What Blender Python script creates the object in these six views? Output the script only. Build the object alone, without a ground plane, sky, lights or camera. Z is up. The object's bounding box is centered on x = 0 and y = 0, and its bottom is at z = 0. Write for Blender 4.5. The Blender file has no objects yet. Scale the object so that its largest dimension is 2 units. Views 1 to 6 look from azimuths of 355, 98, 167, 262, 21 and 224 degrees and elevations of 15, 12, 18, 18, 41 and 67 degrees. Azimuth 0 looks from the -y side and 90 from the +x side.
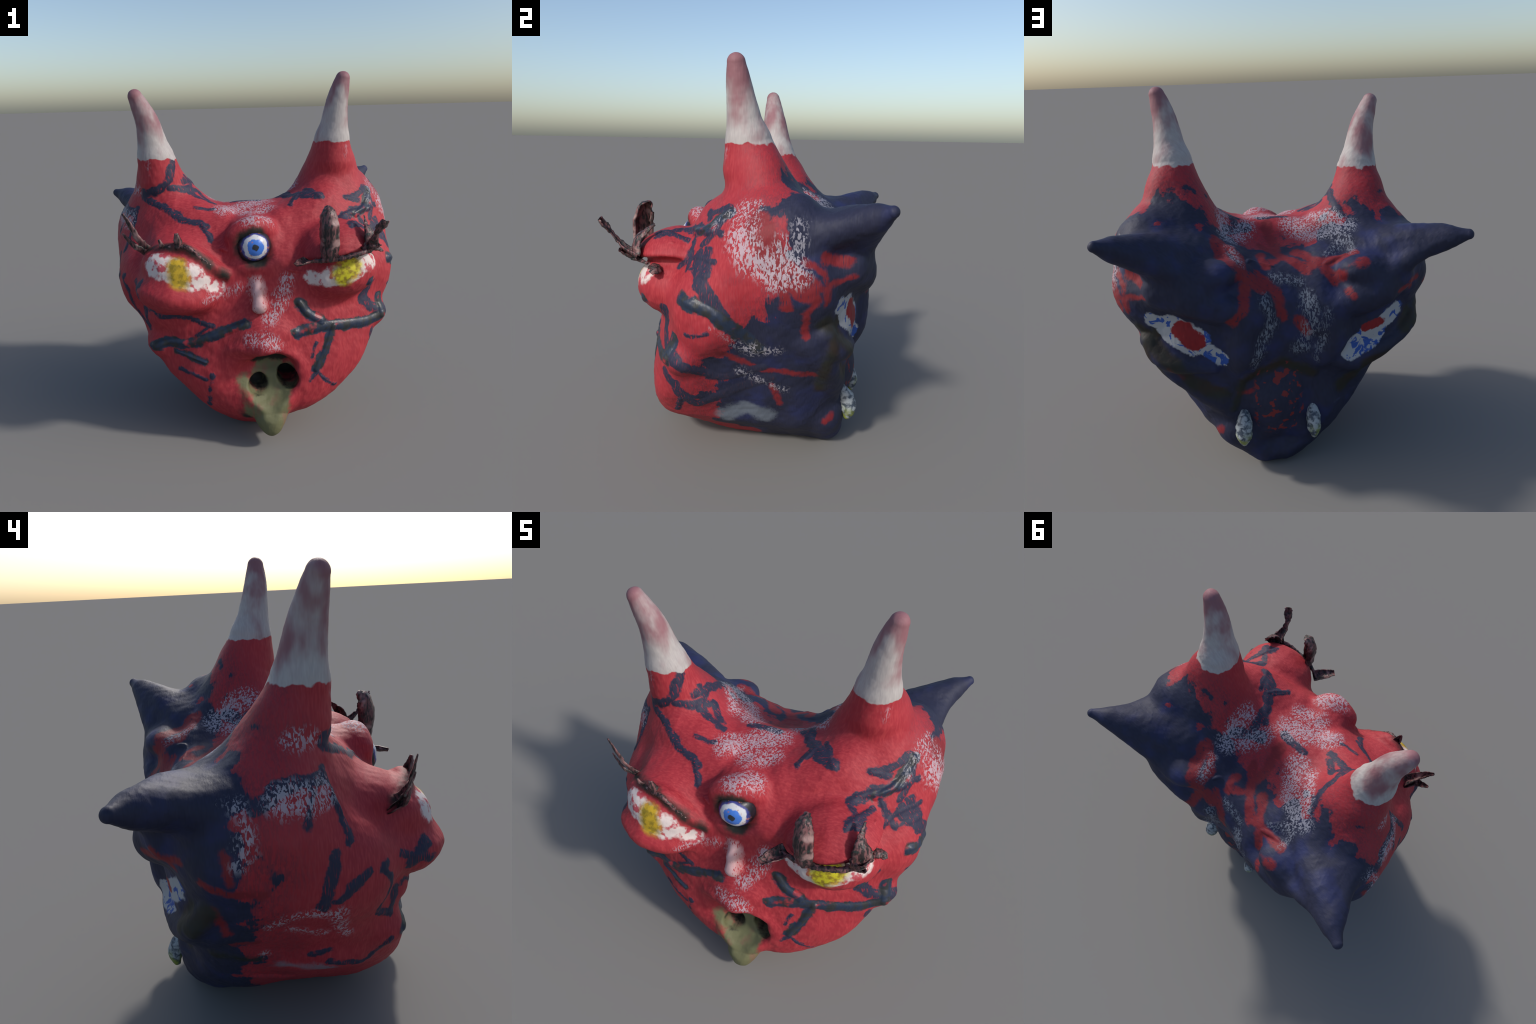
"""Two-faced painted clay head: a red horned face in front, a blue bull face behind.
The body is ONE smooth implicit clay surface (rounded loft + blended lumps, horns, lids and
carved cavities), meshed, refined onto the exact field, then split into named parts."""
import bpy, math
import numpy as np
from mathutils import Vector, noise as mnoise

F = np.float32
rng = np.random.default_rng(7)

# ----------------------------------------------------------------------------- field helpers
def smin(a, b, k):
    h = np.maximum(k - np.abs(a - b), 0) / k
    return np.minimum(a, b) - h * h * k * F(.25)

def smax(a, b, k):
    return -smin(-a, -b, k)

def spline(pts, steps=5):
    """Catmull-Rom curve through control points of any dimension."""
    p = np.array(pts, float)
    if len(p) < 3:
        return p
    e = np.vstack([2 * p[0] - p[1], p, 2 * p[-1] - p[-2]])
    out = []
    for i in range(len(p) - 1):
        a, b, c, d = e[i:i + 4]
        for t in np.arange(steps) / steps:
            out.append(.5 * (2 * b + (c - a) * t + (2 * a - 5 * b + 4 * c - d) * t ** 2 + (3 * b - a - 3 * c + d) * t ** 3))
    return np.vstack([out, p[-1]])

def chain(P, pts):
    """Distance to a tapering round rod on a smooth curve through points (x, y, z, radius)."""
    c = spline(pts).astype(F)
    best = np.full(len(P), 1e9, F)
    rad = np.zeros(len(P), F)
    for p, q in zip(c[:-1], c[1:]):
        ba, pa = q[:3] - p[:3], P - p[:3]
        h = np.clip(pa @ ba / (ba @ ba), 0, 1)
        w = pa - h[:, None] * ba
        e = np.einsum("ij,ij->i", w, w)
        m = e < best
        best = np.where(m, e, best)
        rad = np.where(m, p[3] + h * (q[3] - p[3]), rad)
    return np.sqrt(best) - rad

def rot(rx=0, ry=0, rz=0):
    cx, sx, cy, sy, cz, sz = (f(math.radians(v)) for v in (rx, ry, rz) for f in (math.cos, math.sin))
    X = np.array([[1, 0, 0], [0, cx, -sx], [0, sx, cx]])
    Y = np.array([[cy, 0, sy], [0, 1, 0], [-sy, 0, cy]])
    Z = np.array([[cz, -sz, 0], [sz, cz, 0], [0, 0, 1]])
    return (Z @ Y @ X).astype(F)

def blob(P, c, r, R=None):
    """Approximate distance to an ellipsoid."""
    p = P - np.array(c, F)
    if R is not None:
        p = p @ R
    r = np.array(r, F)
    k0 = np.linalg.norm(p / r, axis=1)
    k1 = np.linalg.norm(p / (r * r), axis=1)
    return (k0 * (k0 - 1) / np.maximum(k1, 1e-6)).astype(F)

def cone(P, a, b, radii):
    """A straight rod from a to b whose radius follows a smooth profile."""
    a, b = np.array(a, F), np.array(b, F)
    ba, pa = b - a, P - a
    h = np.clip(pa @ ba / (ba @ ba), 0, 1)
    r = spline([(i / (len(radii) - 1), q) for i, q in enumerate(radii)])
    return (np.linalg.norm(pa - h[:, None] * ba, axis=1) - np.interp(h, r[:, 0], r[:, 1])).astype(F) * F(.85)

def lid(P, c, r, R, through, normal):
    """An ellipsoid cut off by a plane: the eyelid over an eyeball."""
    n = np.array(normal, F); n /= np.linalg.norm(n)
    return smax(blob(P, c, r, R), (P - np.array(through, F)) @ n, F(.025))

# ----------------------------------------------------------------------------- the base block
# cross-sections of the loft: height | left edge at the front, at the back | right edge likewise | front, back depth
SECTIONS = spline([
    (-.10, -.02, .02, .04, .08, -.20, .40), (0.0, -.13, -.09, .12, .17, -.33, .480), (.10, -.27, -.23, .25, .29, -.46, .500),
    (.20, -.36, -.345, .42, .42, -.525, .510), (.30, -.46, -.435, .53, .48, -.545, .525), (.40, -.56, -.505, .63, .54, -.545, .535),
    (.50, -.63, -.565, .70, .595, -.535, .540), (.60, -.68, -.63, .76, .65, -.52, .545), (.70, -.71, -.70, .79, .705, -.50, .548),
    (.80, -.735, -.76, .815, .755, -.475, .550), (.90, -.735, -.79, .815, .80, -.455, .548), (1.0, -.69, -.80, .78, .835, -.43, .540),
    (1.1, -.60, -.79, .72, .84, -.395, .520), (1.2, -.48, -.735, .63, .825, -.345, .48), (1.3, -.42, -.63, .55, .79, -.26, .42),
    (1.5, -.40, -.50, .5, .6, -.05, .3)], 6)
CROWN = spline([(-.45, 1.08), (-.3, 1.185), (-.2, 1.232), (0, 1.277), (.17, 1.235), (.30, 1.18), (.39, 1.14), (.48, 1.08), (.6, .95)], 6)

def base(P):
    x, y, z = P[:, 0], P[:, 1], P[:, 2]
    lf, lb, rf, rb, fr, bk = (np.interp(z, SECTIONS[:, 0], SECTIONS[:, i]).astype(F) for i in range(1, 7))
    t = np.clip((F(.15) - y) / F(.45), 0, 1.4)
    t = np.where(t < 1, t * t, 2 * t - 1)
    back = np.interp(z, [.2, .4, .8, .95], [.35, .85, .85, .15]).astype(F) * np.maximum(y - .2, 0) ** 2
    dx = smax(x - (rb + (rf - rb) * t - back), (lb + (lf - lb) * t + back) - x, F(.02)) * F(.8)
    curve = np.interp(z, [.3, .6, .8], [.45, .32, .18]).astype(F)
    dy = smax(fr + F(.45) * (x - F(.06)) ** 2 - y, y - bk + curve * x * x, F(.02)) * F(.92)
    d = smax(dx, dy, F(.20))
    crown = np.interp(y, CROWN[:, 0], CROWN[:, 1]).astype(F)
    d = smax(d, (z - crown - .12 * x * x - .05 * x) * F(.9), F(.10))
    return smax(d, -z + .004, F(.03))

HORN_R = [(.493, .012, 1.50, .110), (.494, .008, 1.62, .093), (.507, -.014, 1.80, .066), (.526, -.027, 1.90, .051), (.539, -.032, 1.955, .040)]
HORN_L = [(-.522, .02, 1.42, .115), (-.532, .012, 1.535, .097), (-.558, -.010, 1.72, .070), (-.596, -.025, 1.83, .052), (-.618, -.033, 1.882, .040)]
EAR_R = [(.50, .38, 1.17, .13), (.64, .48, 1.265, .098), (.78, .58, 1.330, .062), (.866, .645, 1.370, .026)]
EAR_L = [(-.50, .38, 1.125, .13), (-.64, .47, 1.195, .104), (-.78, .58, 1.238, .064), (-.870, .645, 1.264, .026)]

def near(P, k, fn, args):
    """Rows of P that a lump, given by its arguments, can reach."""
    if fn is chain:
        c = np.array(args[0]); lo, hi = (c[:, :3] - c[:, 3:]).min(0), (c[:, :3] + c[:, 3:]).max(0)
    elif fn is cone:
        c = np.array(args[:2]); lo, hi = c.min(0) - max(args[2]), c.max(0) + max(args[2])
    else:
        r = max(args[1]); lo, hi = np.array(args[0]) - r, np.array(args[0]) + r
    m = k + .03
    return np.flatnonzero(((P > (lo - m).astype(F)) & (P < (hi + m).astype(F))).all(1))

def add(P, d, k, fn, *args):
    i = near(P, k, fn, args)
    if len(i):
        d[i] = smin(d[i], fn(P[i], *args), F(k))

def cut(P, d, k, fn, *args):
    i = near(P, k, fn, args)
    if len(i):
        d[i] = smax(d[i], -fn(P[i], *args), F(k))

def body(P):
    d = base(P)
    # horn pedestals, shoulders and horns
    add(P, d, .12, cone, (.475, .115, 1.20), (.489, .025, 1.615), (.265, .215, .172, .130, .098))
    add(P, d, .12, cone, (-.45, .12, 1.14), (-.53, .012, 1.535), (.275, .215, .168, .125, .098))
    add(P, d, .10, cone, (.62, .15, 1.31), (.66, .25, 1.29), (.10, .12))
    add(P, d, .06, blob, (.555, .08, 1.47), (.085, .09, .11))
    add(P, d, .06, blob, (-.565, .08, 1.41), (.08, .09, .10))
    add(P, d, .10, cone, (-.60, .15, 1.24), (-.66, .26, 1.15), (.11, .11))
    # swellings of the forehead before the horns
    add(P, d, .08, cone, (.18, -.20, 1.19), (.40, -.11, 1.24), (.06, .10, .11))
    add(P, d, .08, cone, (-.18, -.16, 1.19), (-.40, -.06, 1.19), (.05, .09, .11))
    add(P, d, .03, chain, HORN_R)
    add(P, d, .03, chain, HORN_L)
    # blue horns of the back face
    add(P, d, .08, chain, EAR_R)
    add(P, d, .08, chain, EAR_L)
    add(P, d, .045, cone, (.79, .605, 1.335), (.45, .52, 1.12), (.026, .050, .06))
    add(P, d, .045, cone, (-.79, .605, 1.245), (-.45, .53, 1.06), (.026, .045, .06))
    add(P, d, .05, cone, (.79, .56, 1.325), (.70, .37, 1.25), (.03, .08))
    add(P, d, .05, cone, (-.79, .55, 1.24), (-.68, .36, 1.18), (.03, .08))
    # groove running from the crown down the back
    cut(P, d, .10, blob, (.03, .25, 1.31), (.24, .15, .12))
    cut(P, d, .08, chain, [(.0, .26, 1.25, .05), (.01, .38, 1.23, .06)])
    # back: brow ridges and bumps, cheeks, eye swellings
    add(P, d, .08, chain, [(.20, .49, .90, .05), (.33, .54, .98, .07), (.48, .53, 1.04, .08), (.62, .49, 1.09, .08)])
    add(P, d, .08, chain, [(-.12, .49, .86, .05), (-.28, .54, .95, .07), (-.43, .545, .975, .08), (-.58, .50, 1.03, .07)])
    add(P, d, .06, blob, (.36, .50, 1.14), (.11, .09, .07))
    add(P, d, .06, blob, (-.36, .51, 1.10), (.11, .09, .07))
    add(P, d, .10, chain, [(.26, .36, 1.15, .05), (.24, .44, 1.10, .05), (.20, .48, .98, .05)])
    add(P, d, .10, chain, [(-.22, .36, 1.10, .05), (-.16, .46, 1.02, .05)])
    add(P, d, .07, chain, [(.18, .50, .95, .05), (.25, .53, .82, .065), (.22, .50, .60, .06)])
    add(P, d, .07, chain, [(-.13, .50, .93, .05), (-.22, .53, .78, .065), (-.15, .51, .64, .06)])
    cut(P, d, .06, chain, [(.03, .625, .94, .065), (.03, .63, .72, .08)])
    add(P, d, .08, blob, (.46, .41, .80), (.20, .085, .12), rot(0, 30, 0))
    add(P, d, .08, blob, (-.46, .40, .78), (.18, .085, .12), rot(0, -30, 0))
    add(P, d, .06, chain, [(.68, .33, .76, .05), (.60, .40, .64, .05), (.44, .43, .48, .045), (.32, .44, .40, .04)])
    add(P, d, .06, chain, [(-.62, .36, .70, .06), (-.53, .42, .63, .055), (-.40, .47, .60, .06), (-.28, .50, .59, .06)])
    add(P, d, .10, blob, (.67, .31, 1.03), (.135, .12, .12))
    add(P, d, .10, blob, (-.65, .32, 1.0), (.135, .12, .11))
    # back muzzle with a crease round it, hollow below, jaw
    cut(P, d, .07, blob, (.08, .61, .43), (.29, .14, .27))
    cut(P, d, .06, chain, [(-.19, .60, .51, .078), (-.35, .545, .37, .098), (-.30, .56, .26, .07)])
    cut(P, d, .06, chain, [(.22, .585, .52, .06), (.31, .55, .38, .05)])
    add(P, d, .05, blob, (.075, .44, .42), (.16, .10, .20))
    add(P, d, .06, cone, (.15, .40, .085), (.30, .40, .22), (.075, .075))
    cut(P, d, .05, blob, (.07, .57, .16), (.15, .10, .06))
    # lower lids of the back eyes: a knobbly rim
    add(P, d, .04, chain, [(.70, .40, .80, .035), (.64, .45, .72, .045), (.52, .49, .68, .035), (.40, .51, .66, .025)])
    add(P, d, .04, chain, [(-.70, .37, .82, .035), (-.66, .43, .73, .045), (-.54, .48, .66, .035), (-.42, .51, .64, .025)])
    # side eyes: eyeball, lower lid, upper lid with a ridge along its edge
    add(P, d, .05, blob, (-.40, -.34, .985), (.215, .18, .13), rot(0, 14, 0))
    add(P, d, .07, blob, (-.43, -.38, .862), (.22, .19, .11), rot(0, 8, 0))
    add(P, d, .05, blob, (-.35, -.26, 1.02), (.21, .17, .13), rot(0, 22, 0))
    add(P, d, .04, chain, [(-.55, -.31, 1.06, .02), (-.46, -.40, 1.105, .028), (-.368, -.435, 1.115, .03), (-.241, -.425, 1.015, .03), (-.167, -.41, .96, .02)])
    add(P, d, .06, blob, (.44, -.34, .94), (.23, .188, .16), rot(0, -6, 0))
    add(P, d, .04, lid, (.44, -.33, 1.03), (.235, .225, .18), rot(0, -8, 0), (.44, -.55, 1.06), (.19, 0, -1))
    # fullness at the temples beside the eyes and low on the left
    add(P, d, .10, blob, (.675, -.12, .88), (.135, .15, .17))
    add(P, d, .10, blob, (-.62, -.13, .88), (.14, .17, .17))
    add(P, d, .10, blob, (-.43, -.08, .46), (.125, .18, .10))
    add(P, d, .08, blob, (-.46, -.31, .71), (.14, .10, .07))
    add(P, d, .06, blob, (-.49, -.20, 1.07), (.10, .09, .07))
    # third eye: socket and hood
    cut(P, d, .04, blob, (-.015, -.49, 1.10), (.115, .15, .105))
    add(P, d, .05, chain, [(-.115, -.36, 1.08, .04), (-.11, -.36, 1.16, .05), (-.015, -.36, 1.20, .055), (.065, -.335, 1.168, .042), (.085, -.335, 1.08, .028)])
    add(P, d, .05, blob, (-.01, -.28, 1.175), (.11, .11, .06))
    add(P, d, .05, blob, (0, -.385, .985), (.10, .06, .04))
    # nose
    add(P, d, .03, chain, [(-.006, -.43, .93, .025), (-.008, -.475, .87, .032), (-.006, -.488, .84, .031), (.002, -.50, .80, .042)])
    # muzzle, upper lip
    add(P, d, .06, blob, (.04, -.47, .62), (.15, .08, .09))
    add(P, d, .04, chain, [(-.15, -.49, .555, .022), (-.06, -.525, .572, .03), (.02, -.548, .572, .040), (.09, -.53, .565, .032), (.17, -.51, .51, .028), (.225, -.495, .41, .022), (.23, -.50, .33, .018)])
    # beak shaped lower lip, mouth hollow, two throat holes
    add(P, d, .04, cone, (.045, -.43, .29), (.05, -.525, .165), (.155, .152, .130, .080))
    add(P, d, .05, cone, (.05, -.50, .17), (.05, -.553, .108), (.075, .055, .034))
    cut(P, d, .03, blob, (.05, -.60, .39), (.155, .128, .15))
    cut(P, d, .03, blob, (-.07, -.56, .43), (.085, .085, .085))
    cut(P, d, .03, blob, (.055, -.53, .455), (.135, .10, .075))
    cut(P, d, .03, blob, (.05, -.665, .27), (.085, .10, .10))
    cut(P, d, .06, blob, (-.18, -.62, .43), (.12, .11, .13))
    cut(P, d, .02, chain, [(-.015, -.50, .345, .052), (-.02, -.435, .355, .045)])
    cut(P, d, .02, chain, [(.15, -.50, .38, .060), (.155, -.36, .38, .055)])
    # cheek knobs
    add(P, d, .08, blob, (.70, -.25, .64), (.055, .055, .05))
    add(P, d, .08, blob, (-.55, -.32, .55), (.05, .05, .045))
    return d

# ----------------------------------------------------------------------------- meshing
def surface_nets(f, low, high, h):
    n = np.ceil((np.array(high) - low) / h).astype(int) + 1
    ax = [np.array(low[i] + h * np.arange(n[i]), F) for i in range(3)]
    grid = lambda s: np.stack(np.meshgrid(*(a[::s] for a in ax), indexing="ij"), -1).reshape(-1, 3)
    coarse = f(grid(3)).reshape([len(a[::3]) for a in ax])
    for i in range(3):
        coarse = np.repeat(coarse, 3, i)
    val = np.ascontiguousarray(coarse[:n[0], :n[1], :n[2]])
    band = np.flatnonzero(np.abs(val.ravel()) < 6 * h)
    val.reshape(-1)[band] = f(grid(1)[band])
    ins = val < 0
    acc = np.zeros((*(n - 1), 3), F)
    cnt = np.zeros(n - 1, F)
    corners = [(i, j, k) for i in (0, 1) for j in (0, 1) for k in (0, 1)]
    sl = lambda c: tuple(slice(c[i], n[i] - 1 + c[i]) for i in range(3))
    for c in corners:
        for a in range(3):
            if c[a] == 0:
                e = tuple(c[i] + (i == a) for i in range(3))
                v0, v1 = val[sl(c)], val[sl(e)]
                m = (v0 < 0) != (v1 < 0)
                t = np.where(m, v0 / np.where(m, v0 - v1, 1), 0)
                for i in range(3):
                    acc[..., i] += m * (c[i] + (t if i == a else 0))
                cnt += m
    act = cnt > 0
    idx = np.full(n - 1, -1, int)
    idx[act] = np.arange(act.sum())
    cell = np.argwhere(act)
    verts = np.array(low, F) + h * (cell + acc[act] / cnt[act][:, None])
    faces = []
    for a in range(3):
        b, c = (a + 1) % 3, (a + 2) % 3
        s0 = [slice(1, n[i] - 1) for i in range(3)]; s1 = list(s0)
        s0[a], s1[a] = slice(0, n[a] - 1), slice(1, n[a])
        A, B = ins[tuple(s0)], ins[tuple(s1)]
        e = np.argwhere(A != B)
        flip = A[tuple(e.T)]
        off = np.array([1, 1, 1]); off[a] = 0
        p = e + off
        def at(db, dc):
            q = p.copy(); q[:, b] -= db; q[:, c] -= dc
            return idx[tuple(q.T)]
        quad = np.stack([at(1, 1), at(0, 1), at(0, 0), at(1, 0)], 1)
        quad[~flip] = quad[~flip][:, ::-1]
        faces.append(quad)
    return verts, np.concatenate(faces)

TETRA = np.array([(1, 1, 1), (1, -1, -1), (-1, 1, -1), (-1, -1, 1)], F)

def probe(f, P, e=1.5e-3):
    """Field value and gradient from four samples."""
    s = [f(P + e * t) for t in TETRA]
    return sum(s) / 4, sum(t[None] * a[:, None] for t, a in zip(TETRA, s)) / (4 * e)

def settle(f, P):
    d, g = probe(f, P)
    return P - np.clip(d / np.maximum((g * g).sum(1), .1), -.012, .012)[:, None] * g, g

def mesh_from(name, v, faces):
    """faces: quad index array"""
    m = bpy.data.meshes.new(name)
    m.vertices.add(len(v)); m.vertices.foreach_set("co", np.asarray(v, F).ravel())
    k = faces.shape[1]
    m.loops.add(faces.size); m.loops.foreach_set("vertex_index", faces.ravel().astype(np.int32))
    m.polygons.add(len(faces))
    m.polygons.foreach_set("loop_start", np.arange(0, faces.size, k, dtype=np.int32))
    m.update(calc_edges=True)
    m.validate()
    m.polygons.foreach_set("use_smooth", np.ones(len(m.polygons), bool))
    return m

def arrays(m):
    v = np.empty(len(m.vertices) * 3, F); m.vertices.foreach_get("co", v)
    f = np.empty(len(m.loops), np.int32); m.loops.foreach_get("vertex_index", f)
    return v.reshape(-1, 3), f.reshape(-1, 4)

def refine(v, f, levels):
    m = mesh_from("clay_cage", v, f)
    o = bpy.data.objects.new("clay_cage", m)
    bpy.context.scene.collection.objects.link(o)
    s = o.modifiers.new("fine", "SUBSURF"); s.levels = levels
    dg = bpy.context.evaluated_depsgraph_get()
    fine = bpy.data.meshes.new_from_object(o.evaluated_get(dg))
    out = arrays(fine)
    bpy.data.objects.remove(o); bpy.data.meshes.remove(m); bpy.data.meshes.remove(fine)
    return out

# ----------------------------------------------------------------------------- paint strokes
STROKES = {}

def stroke(kind, width, *points):
    STROKES.setdefault(kind, []).append((width, points))

# brush strokes: kind, half width, points on the surface
stroke("navy", 0.020, (-0.435, -0.035, 1.535), (-0.459, -0.081, 1.433), (-0.516, -0.093, 1.375), (-0.608, -0.043, 1.351))
stroke("navy", 0.014, (-0.374, 0.023, 1.432), (-0.370, 0.023, 1.432))
stroke("navy", 0.016, (-0.610, -0.040, 1.331), (-0.513, -0.120, 1.287), (-0.392, -0.206, 1.225), (-0.253, -0.268, 1.185))
stroke("navy", 0.010, (-0.281, -0.258, 1.192), (-0.236, -0.328, 1.127))
stroke("navy", 0.007, (-0.320, -0.168, 1.274), (-0.214, -0.160, 1.267))
stroke("navy", 0.012, (0.319, -0.091, 1.352), (0.381, -0.206, 1.313))
stroke("navy", 0.008, (0.272, -0.105, 1.327), (0.216, -0.209, 1.284))
stroke("navy", 0.012, (0.535, -0.156, 1.302), (0.614, -0.131, 1.277))
stroke("navy", 0.014, (0.502, -0.238, 1.220), (0.682, -0.117, 1.225))
stroke("navy", 0.014, (0.502, -0.324, 1.208), (0.570, -0.389, 1.180))
stroke("navy", 0.016, (0.692, -0.019, 1.333), (0.710, -0.074, 1.249), (0.682, -0.150, 1.173))
stroke("navy", 0.010, (-0.738, -0.220, 0.912), (-0.706, -0.266, 0.847), (-0.685, -0.245, 0.759), (-0.645, -0.234, 0.681), (-0.594, -0.315, 0.639))
stroke("navy", 0.012, (-0.655, -0.321, 0.917), (-0.633, -0.448, 0.872))
stroke("navy", 0.010, (-0.617, -0.307, 0.763), (-0.521, -0.408, 0.735), (-0.370, -0.437, 0.737))
stroke("navy", 0.010, (-0.355, -0.432, 0.720), (-0.243, -0.463, 0.681))
stroke("navy", 0.007, (-0.263, -0.455, 0.691), (-0.337, -0.443, 0.632))
stroke("navy", 0.009, (-0.443, -0.423, 0.430), (-0.387, -0.453, 0.423), (-0.302, -0.486, 0.391))
stroke("navy", 0.014, (-0.260, -0.495, 0.416), (-0.287, -0.452, 0.223))
stroke("navy", 0.006, (0.303, -0.499, 0.569), (0.286, -0.512, 0.501))
stroke("navy", 0.008, (0.262, -0.529, 0.371), (0.314, -0.516, 0.406))
stroke("navy", 0.006, (0.324, -0.514, 0.385), (0.409, -0.485, 0.310))
stroke("navy", 0.018, (-0.436, -0.036, 1.536), (-0.454, -0.078, 1.440), (-0.539, -0.087, 1.357))
stroke("navy", 0.016, (-0.382, -0.017, 1.411), (-0.342, 0.105, 1.392))
stroke("navy", 0.016, (-0.452, -0.082, 1.379), (-0.375, -0.040, 1.371), (-0.308, 0.026, 1.344), (-0.239, -0.034, 1.291))
stroke("navy", 0.016, (0.170, 0.032, 1.291), (0.288, -0.110, 1.335), (0.379, -0.191, 1.326))
stroke("navy", 0.008, (0.249, -0.120, 1.316), (0.206, -0.196, 1.285))
stroke("navy", 0.016, (0.548, -0.151, 1.299), (0.623, -0.100, 1.310), (0.681, -0.026, 1.337))
stroke("navy", 0.018, (0.488, -0.276, 1.207), (0.562, -0.199, 1.227), (0.651, -0.131, 1.244))
stroke("navy", 0.018, (0.502, -0.396, 1.200), (0.550, -0.334, 1.196))
stroke("navy", 0.014, (0.617, -0.203, 1.168), (0.687, -0.214, 1.069), (0.782, -0.102, 1.064))
stroke("navy", 0.022, (0.726, -0.116, 1.158), (0.779, -0.106, 1.066))
stroke("navy", 0.012, (0.777, -0.216, 0.956), (0.820, -0.145, 0.924))
stroke("navy", 0.016, (0.541, -0.386, 1.193), (0.477, -0.278, 1.209), (0.637, -0.152, 1.228), (0.738, -0.051, 1.237))
stroke("navy", 0.008, (0.600, -0.193, 1.204), (0.628, -0.216, 1.139), (0.643, -0.243, 1.072))
stroke("navy", 0.010, (0.617, -0.276, 1.062), (0.688, -0.175, 1.121), (0.773, -0.077, 1.121))
stroke("navy", 0.030, (0.703, -0.159, 1.125), (0.793, -0.129, 1.021), (0.823, -0.076, 0.964), (0.822, -0.032, 0.898))
stroke("navy", 0.026, (0.645, -0.339, 0.864), (0.591, -0.357, 0.765), (0.646, -0.336, 0.706), (0.762, -0.256, 0.650), (0.697, -0.160, 0.586))
stroke("navy", 0.026, (0.654, -0.337, 0.546), (0.653, -0.294, 0.486), (0.611, -0.263, 0.405), (0.561, -0.213, 0.355), (0.578, -0.123, 0.407), (0.588, -0.037, 0.454), (0.601, 0.054, 0.502), (0.624, 0.144, 0.553))
stroke("navy", 0.010, (0.419, -0.480, 0.306), (0.423, -0.480, 0.306))
stroke("navy", 0.010, (0.603, -0.292, 0.392), (0.508, -0.334, 0.288))
stroke("navy", 0.020, (0.762, -0.238, 0.633), (0.697, -0.160, 0.586), (0.647, -0.074, 0.545), (0.647, 0.025, 0.579), (0.661, 0.124, 0.618))
stroke("navy", 0.008, (0.786, -0.204, 0.792), (0.816, -0.102, 0.815))
stroke("navy", 0.022, (-0.783, 0.224, 1.193), (-0.765, 0.179, 1.217), (-0.744, 0.132, 1.242), (-0.723, 0.063, 1.244), (-0.677, -0.015, 1.238))
stroke("navy", 0.010, (-0.696, 0.013, 1.242), (-0.737, 0.035, 1.181), (-0.772, 0.054, 1.119))
stroke("navy", 0.013, (-0.653, -0.032, 1.255), (-0.673, -0.053, 1.189), (-0.692, -0.075, 1.123), (-0.734, -0.100, 1.031))
stroke("navy", 0.020, (-0.764, -0.042, 1.000), (-0.781, -0.019, 0.909), (-0.766, 0.000, 0.809))
stroke("navy", 0.014, (-0.763, -0.154, 0.914), (-0.776, -0.099, 0.878), (-0.774, -0.049, 0.832))
stroke("navy", 0.016, (-0.732, -0.226, 0.921), (-0.728, -0.226, 0.921))
stroke("navy", 0.016, (-0.613, -0.313, 0.751), (-0.601, -0.306, 0.654))
stroke("navy", 0.020, (-0.619, -0.426, 0.932), (-0.649, -0.358, 0.867))
stroke("navy", 0.011, (-0.577, -0.074, 0.439), (-0.555, -0.214, 0.405), (-0.572, -0.268, 0.461), (-0.611, -0.311, 0.531))
stroke("navy", 0.010, (-0.580, 0.009, 0.487), (-0.596, -0.063, 0.511))
stroke("navy", 0.022, (0.375, -0.199, 1.319), (0.300, -0.159, 1.330), (0.224, -0.037, 1.304), (0.198, 0.089, 1.282))
stroke("navy", 0.008, (0.261, -0.138, 1.321), (0.210, -0.204, 1.284))
stroke("navy", 0.018, (0.050, 0.012, 1.279), (-0.096, 0.015, 1.272))
stroke("navy", 0.016, (-0.219, -0.073, 1.281), (-0.351, -0.036, 1.353), (-0.351, 0.059, 1.407), (-0.335, 0.122, 1.379), (-0.346, 0.189, 1.356), (-0.354, 0.252, 1.316))
stroke("navy", 0.030, (0.261, 0.180, 1.272), (0.139, 0.095, 1.252))
stroke("navy", 0.012, (0.587, -0.245, 1.167), (0.542, -0.329, 1.199), (0.503, -0.417, 1.193))
stroke("vein", 0.017, (-0.575, -0.373, 0.553), (-0.491, -0.390, 0.582), (-0.385, -0.434, 0.580), (-0.267, -0.468, 0.621), (-0.170, -0.484, 0.663), (-0.081, -0.497, 0.702))
stroke("vein", 0.007, (-0.451, -0.413, 0.533), (-0.374, -0.449, 0.510), (-0.298, -0.479, 0.485))
stroke("vein", 0.021, (0.193, -0.515, 0.642), (0.313, -0.480, 0.657), (0.479, -0.433, 0.643), (0.629, -0.362, 0.628), (0.723, -0.314, 0.643))
stroke("vein", 0.020, (0.723, -0.314, 0.643), (0.706, -0.282, 0.742))
stroke("vein", 0.020, (0.602, -0.454, 0.889), (0.606, -0.454, 0.889))
stroke("vein", 0.014, (0.405, -0.457, 0.649), (0.369, -0.484, 0.558), (0.300, -0.517, 0.427))
stroke("vein", 0.016, (0.218, -0.465, 0.793), (0.261, -0.473, 0.735), (0.336, -0.469, 0.685))
stroke("vein", 0.022, (0.773, -0.222, 0.952), (0.818, -0.143, 0.935), (0.828, -0.076, 0.908), (0.815, -0.022, 0.867), (0.781, 0.027, 0.818), (0.721, 0.109, 0.729))
stroke("vein", 0.014, (0.700, -0.020, 1.323), (0.659, -0.119, 1.252), (0.578, -0.205, 1.206))
stroke("red", 0.024, (0.320, 0.319, 1.268), (0.224, 0.410, 1.193), (0.247, 0.532, 1.130))
stroke("red", 0.024, (0.227, 0.531, 1.074), (0.240, 0.580, 0.987), (0.298, 0.592, 0.926))
stroke("red", 0.020, (0.149, 0.466, 1.110), (0.070, 0.512, 1.021), (0.040, 0.537, 0.888))
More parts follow.
